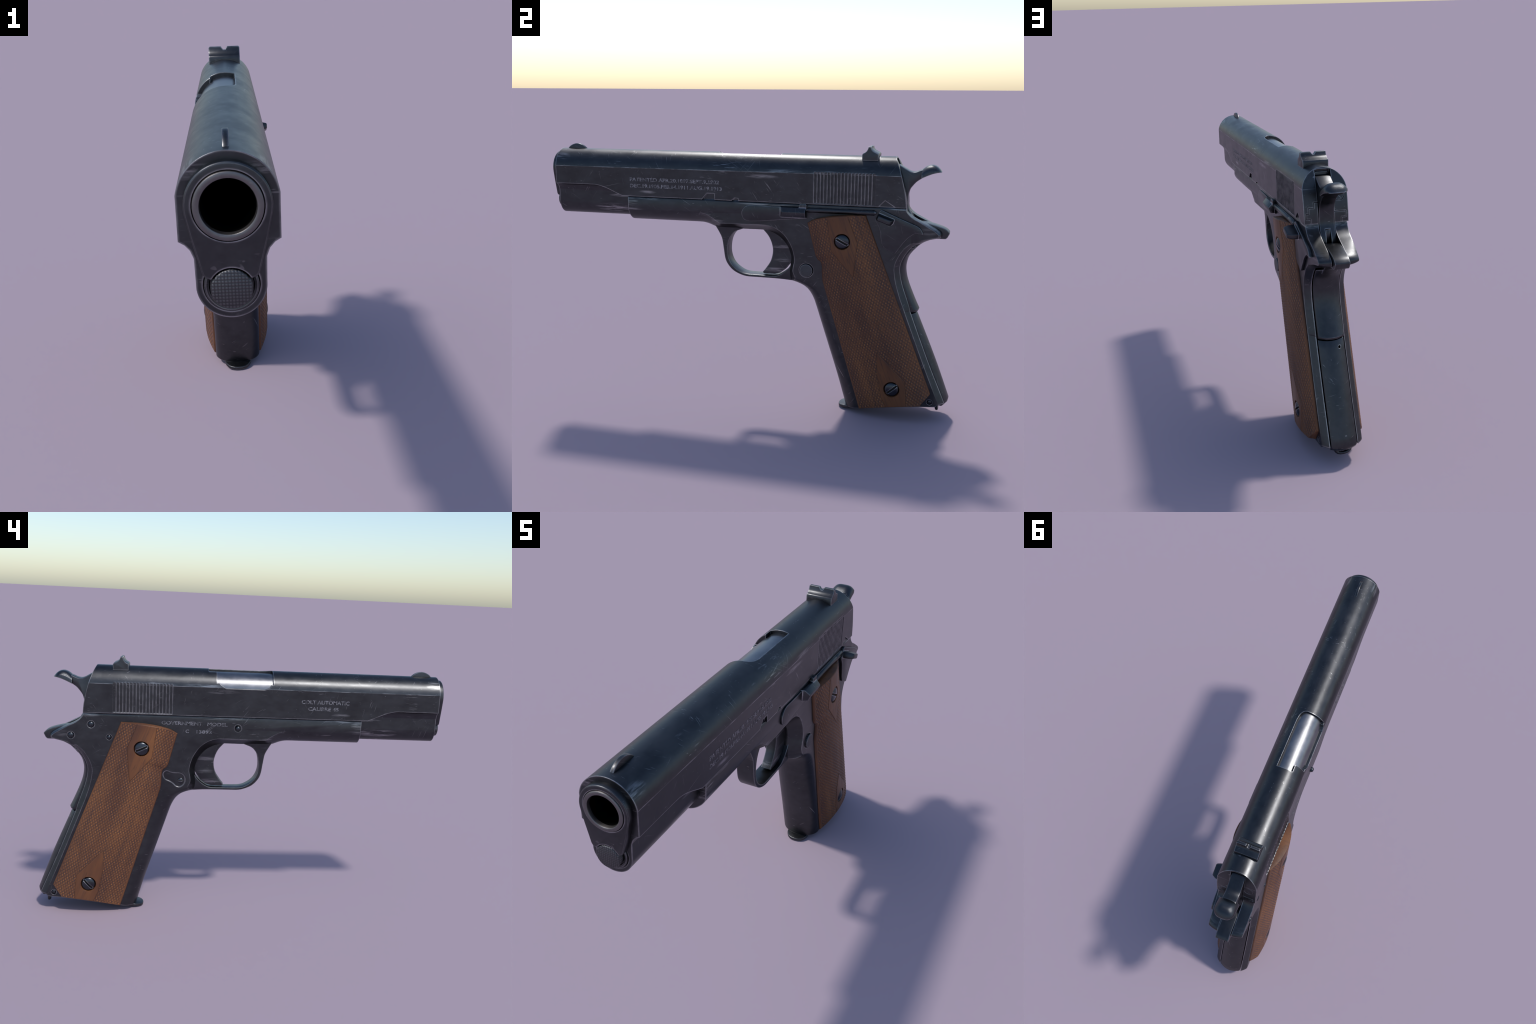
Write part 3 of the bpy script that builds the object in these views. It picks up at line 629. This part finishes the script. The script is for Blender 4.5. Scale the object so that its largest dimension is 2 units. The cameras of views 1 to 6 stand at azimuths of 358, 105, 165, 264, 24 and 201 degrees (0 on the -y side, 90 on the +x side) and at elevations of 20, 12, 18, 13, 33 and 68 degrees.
# ---- frame pins
pin = lathe([(0, 0.06), (0.0152, 0.06), (0.0152, 0.0885), (0.0140, 0.0915), (0.0105, 0.0945), (0.005, 0.0962), (0, 0.0965)], 32, 'x')
for y, z, s in ((0.731, 0.952, 1.0), (0.826, 0.897, 1.0), (0.645, 0.892, 0.76)):
    o = add("frame_pin", pin if s == 1.0 and y < 0.8 else pin.copy(), 'screw', frame, angle=60, loc=(MID, y, z))
    o.rotation_euler = (0, 0, math.pi); o.scale = (1, s, s)
for s in (1, -1):
    o = add("housing_pin", lathe([(0, 0.05), (0.0110, 0.05), (0.0110, 0.087), (0.009, 0.0895), (0.005, 0.091), (0, 0.091)], 24, 'x'), 'screw', frame, angle=60, loc=(MID, 0.914, 0.0945))
    o.rotation_euler = (0, 0, 0 if s > 0 else math.pi)

# ================================================================== GRIP PANELS
TOP = cr([(0.3175, 0.921), (0.358, 0.9425), (0.425, 0.958), (0.500, 0.9665), (0.5890, 0.9690)], 8)
BOT = [(0.585, 0.0270), (0.868, 0.0670), (0.8735, 0.0720), (0.9165, 0.1370)]
FRONT = [(0.3175, 0.921), (0.3400, 0.838)] + cr([(0.3595, 0.765), (0.3690, 0.750), (0.3835, 0.7385), (0.3895, 0.718), (0.3905, 0.690), (0.3930, 0.655), (0.4000, 0.628)], 4) + [(0.413, 0.586), (0.585, 0.0270)]
REAR = [(0.5890, 0.9690), (0.9165, 0.1370)]

def resample(path, n):
    P = np.array(path, float)
    d = np.r_[0, np.cumsum(np.linalg.norm(np.diff(P, axis=0), axis=1))]; d /= d[-1]
    s = np.linspace(0, 1, n)
    return np.stack([np.interp(s, d, P[:, 0]), np.interp(s, d, P[:, 1])], 1)

DIAMONDS = [[(0.543, 0.684), (0.438, 0.800), (0.410, 0.99), (0.498, 0.99), (0.556, 0.845)],
            [(0.666, 0.331), (0.797, 0.199), (0.806, 0.105), (0.800, 0.00), (0.712, 0.00), (0.690, 0.115), (0.668, 0.160)]]
SCREWS = [(0.4875, 0.847), (0.739, 0.1555)]

def convex_dist(Y, Z, poly):
    """signed distance-like value, negative inside a convex polygon"""
    c = np.mean(poly, axis=0); d = np.full(Y.shape, -9.0)
    for (a, b), (c2, d2) in zip(poly, poly[1:] + poly[:1]):
        nx, nz = d2 - b, -(c2 - a); l = math.hypot(nx, nz); nx /= l; nz /= l
        if (c[0] - a) * nx + (c[1] - b) * nz > 0:
            nx, nz = -nx, -nz
        d = np.maximum(d, (Y - a) * nx + (Z - b) * nz)
    return d

def dome(s):
    return 0.0975 + 0.0380 * (1 - np.abs(2 * s - 1) ** 2.1)

def grip_mesh(side):
    NS, NT_ = 210, 560
    t_, b_, f_, r_ = resample(TOP, NS), resample(BOT, NS), resample(FRONT, NT_), resample(REAR, NT_)
    b_in = b_.copy()
    b_[:, 1] += 0.48 * (dome(np.linspace(0, 1, NS)) - dome(0.0))          # the underside slopes up to the outside
    # Coons patch between the four edges
    s = np.linspace(0, 1, NS)[None, :, None]; t = np.linspace(0, 1, NT_)[:, None, None]
    P = (1 - t) * t_[None] + t * b_[None] + (1 - s) * f_[:, None] + s * r_[:, None] \
        - ((1 - s) * (1 - t) * t_[0] + s * (1 - t) * t_[-1] + (1 - s) * t * b_[0] + s * t * b_[-1])
    Y, Z = P[..., 0], P[..., 1]
    ct, st = math.cos(0.36), math.sin(0.36)
    across, along = Y * ct + Z * st, Z * ct - Y * st
    wid = np.linalg.norm(r_ - f_, axis=1)[:, None]
    e = np.minimum(s[..., 0], 1 - s[..., 0]) * wid                       # distance to the long edges
    tlen = np.linalg.norm(b_ - t_, axis=1)[None, :]
    e2 = np.minimum(t[..., 0], 1 - t[..., 0]) * tlen
    X = dome(s[..., 0])
    edge = np.minimum(e, e2)
    rnd = np.clip(edge / 0.005, 0, 1); X = X - 0.004 * (1 - np.sqrt(np.clip(1 - (1 - rnd) ** 2, 0, 1)))
    dm = np.minimum(convex_dist(Y, Z, DIAMONDS[0]), convex_dist(Y, Z, DIAMONDS[1]))
    plain = (dm < 0.0) | (e < 0.0075) | (e2 < 0.003)
    k = math.pi / PITCH
    lines = np.abs(np.sin(k * (across + 0.62 * along))) * np.abs(np.sin(k * (across - 0.62 * along)))
    fade = np.clip((e - 0.0075) / 0.003, 0, 1) * np.clip(dm / 0.002, 0, 1) * np.clip((e2 - 0.002) / 0.002, 0, 1)
    X = X - 0.0020 * (1 - lines) * fade
    X = X - 0.0022 * np.exp(-((dm - 0.0006) / 0.0014) ** 2) * (e2 > 0.004)   # scribed border of the diamonds
    for (sy, sz) in SCREWS:                                                  # counterbores
        rr = np.hypot(Y - sy, Z - sz)
        X = X - 0.0165 * np.clip((0.0372 - rr) / 0.0022, 0, 1)
    n = NS * NT_
    ids = np.arange(n).reshape(NT_, NS)
    v = np.stack([X * side, Y, Z], -1).reshape(-1, 3)
    ring = np.concatenate([ids[0, :], ids[1:, -1], ids[-1, -2::-1], ids[-2:0:-1, 0]])
    low = v[ring].copy(); low[:, 0] = side * 0.086
    low[NS + NT_ - 2:NS + NT_ - 2 + NS, 1:] = b_in[::-1]
    fq = np.stack([ids[:-1, :-1], ids[:-1, 1:], ids[1:, 1:], ids[1:, :-1]], -1).reshape(-1, 4)
    m = len(ring); a = np.arange(m); b2 = (a + 1) % m
    fw = np.stack([ring[a], n + a, n + b2, ring[b2]], -1)
    mi = np.where(plain[:-1, :-1].reshape(-1), 1, 0)
    scribe = (np.abs(dm - 0.0006) < 0.0011) & (e2 > 0.004) & (e > 0.006)
    mi[scribe[:-1, :-1].reshape(-1)] = 2
    allv = np.concatenate([v, low]); faces = np.concatenate([fq, fw])
    if side > 0:
        faces = faces[:, ::-1]
    me = bpy.data.meshes.new("grip")
    me.from_pydata(allv.tolist(), [], faces.tolist())
    me.polygons.foreach_set("material_index", np.concatenate([mi, np.ones(m, int)]).astype(np.int32))
    return me

for side in (1, -1):
    g = add("grip_panel", grip_mesh(side), ['wood', 'wood_plain', 'wood_line'], angle=60)
    for i, (y, z) in enumerate(SCREWS):
        ang = {(1, 0): -0.48, (1, 1): 0.72, (-1, 0): 0.42, (-1, 1): -0.80}[(side, i)]
        o = add("grip_screw", screw_head(0.0335, 0.0115, 0.0095, 0.0150, ang), ['screw', 'slot_dark'], g, angle=40, loc=(MID + side * 0.1160, y, z))
        if side < 0:
            o.rotation_euler = (0, 0, math.pi)

# ================================================================== LETTERING
def lettering(body, y0, y1, z0, z1, side, x, parent):
    cu = bpy.data.curves.new("t", 'FONT'); cu.body = body; cu.extrude = 0.02; cu.resolution_u = 4; cu.offset = 0.020
    o = bpy.data.objects.new("t", cu); bpy.context.scene.collection.objects.link(o)
    dg = bpy.context.evaluated_depsgraph_get(); dg.update()
    me = bpy.data.meshes.new_from_object(o.evaluated_get(dg)); bpy.data.objects.remove(o)
    n = len(me.vertices); co = np.empty(n * 3); me.vertices.foreach_get("co", co); co = co.reshape(-1, 3)
    lo, hi = co.min(0), co.max(0)
    u = (co[:, 0] - lo[0]) / (hi[0] - lo[0]); w = (co[:, 1] - lo[1]) / (hi[1] - lo[1]); d = (co[:, 2] - lo[2]) / (hi[2] - lo[2])
    out = np.stack([side * (x - 0.002 + 0.0026 * d), y0 + (y1 - y0) * u, z0 + (z1 - z0) * w], 1)
    me.vertices.foreach_set("co", out.reshape(-1)); me.update()
    ob = add("lettering", me, 'letter', parent, smooth=False)
    ob["kind"] = "stuff"
lettering("PATENTED APR.20.1897.SEPT.9.1902", -0.571, -0.113, 1.0855, 1.1035, 1, SW, slide)
lettering("DEC.19.1905.FEB.14.1911.AUG.19.1913", -0.571, -0.099, 1.0545, 1.0725, 1, SW, slide)
lettering("COLT AUTOMATIC", -0.281, -0.518, 1.0865, 1.1055, -1, SW, slide)
lettering("CALIBRE 45", -0.315, -0.466, 1.0545, 1.0725, -1, SW, slide)
lettering("GOVERNMENT", 0.395, 0.199, 0.9625, 0.9805, -1, W, frame)
lettering("MODEL", 0.174, 0.076, 0.9615, 0.9790, -1, W, frame)
lettering("C", 0.279, 0.262, 0.9245, 0.9410, -1, W, frame)
lettering("13892", 0.226, 0.151, 0.9235, 0.9400, -1, W, frame)
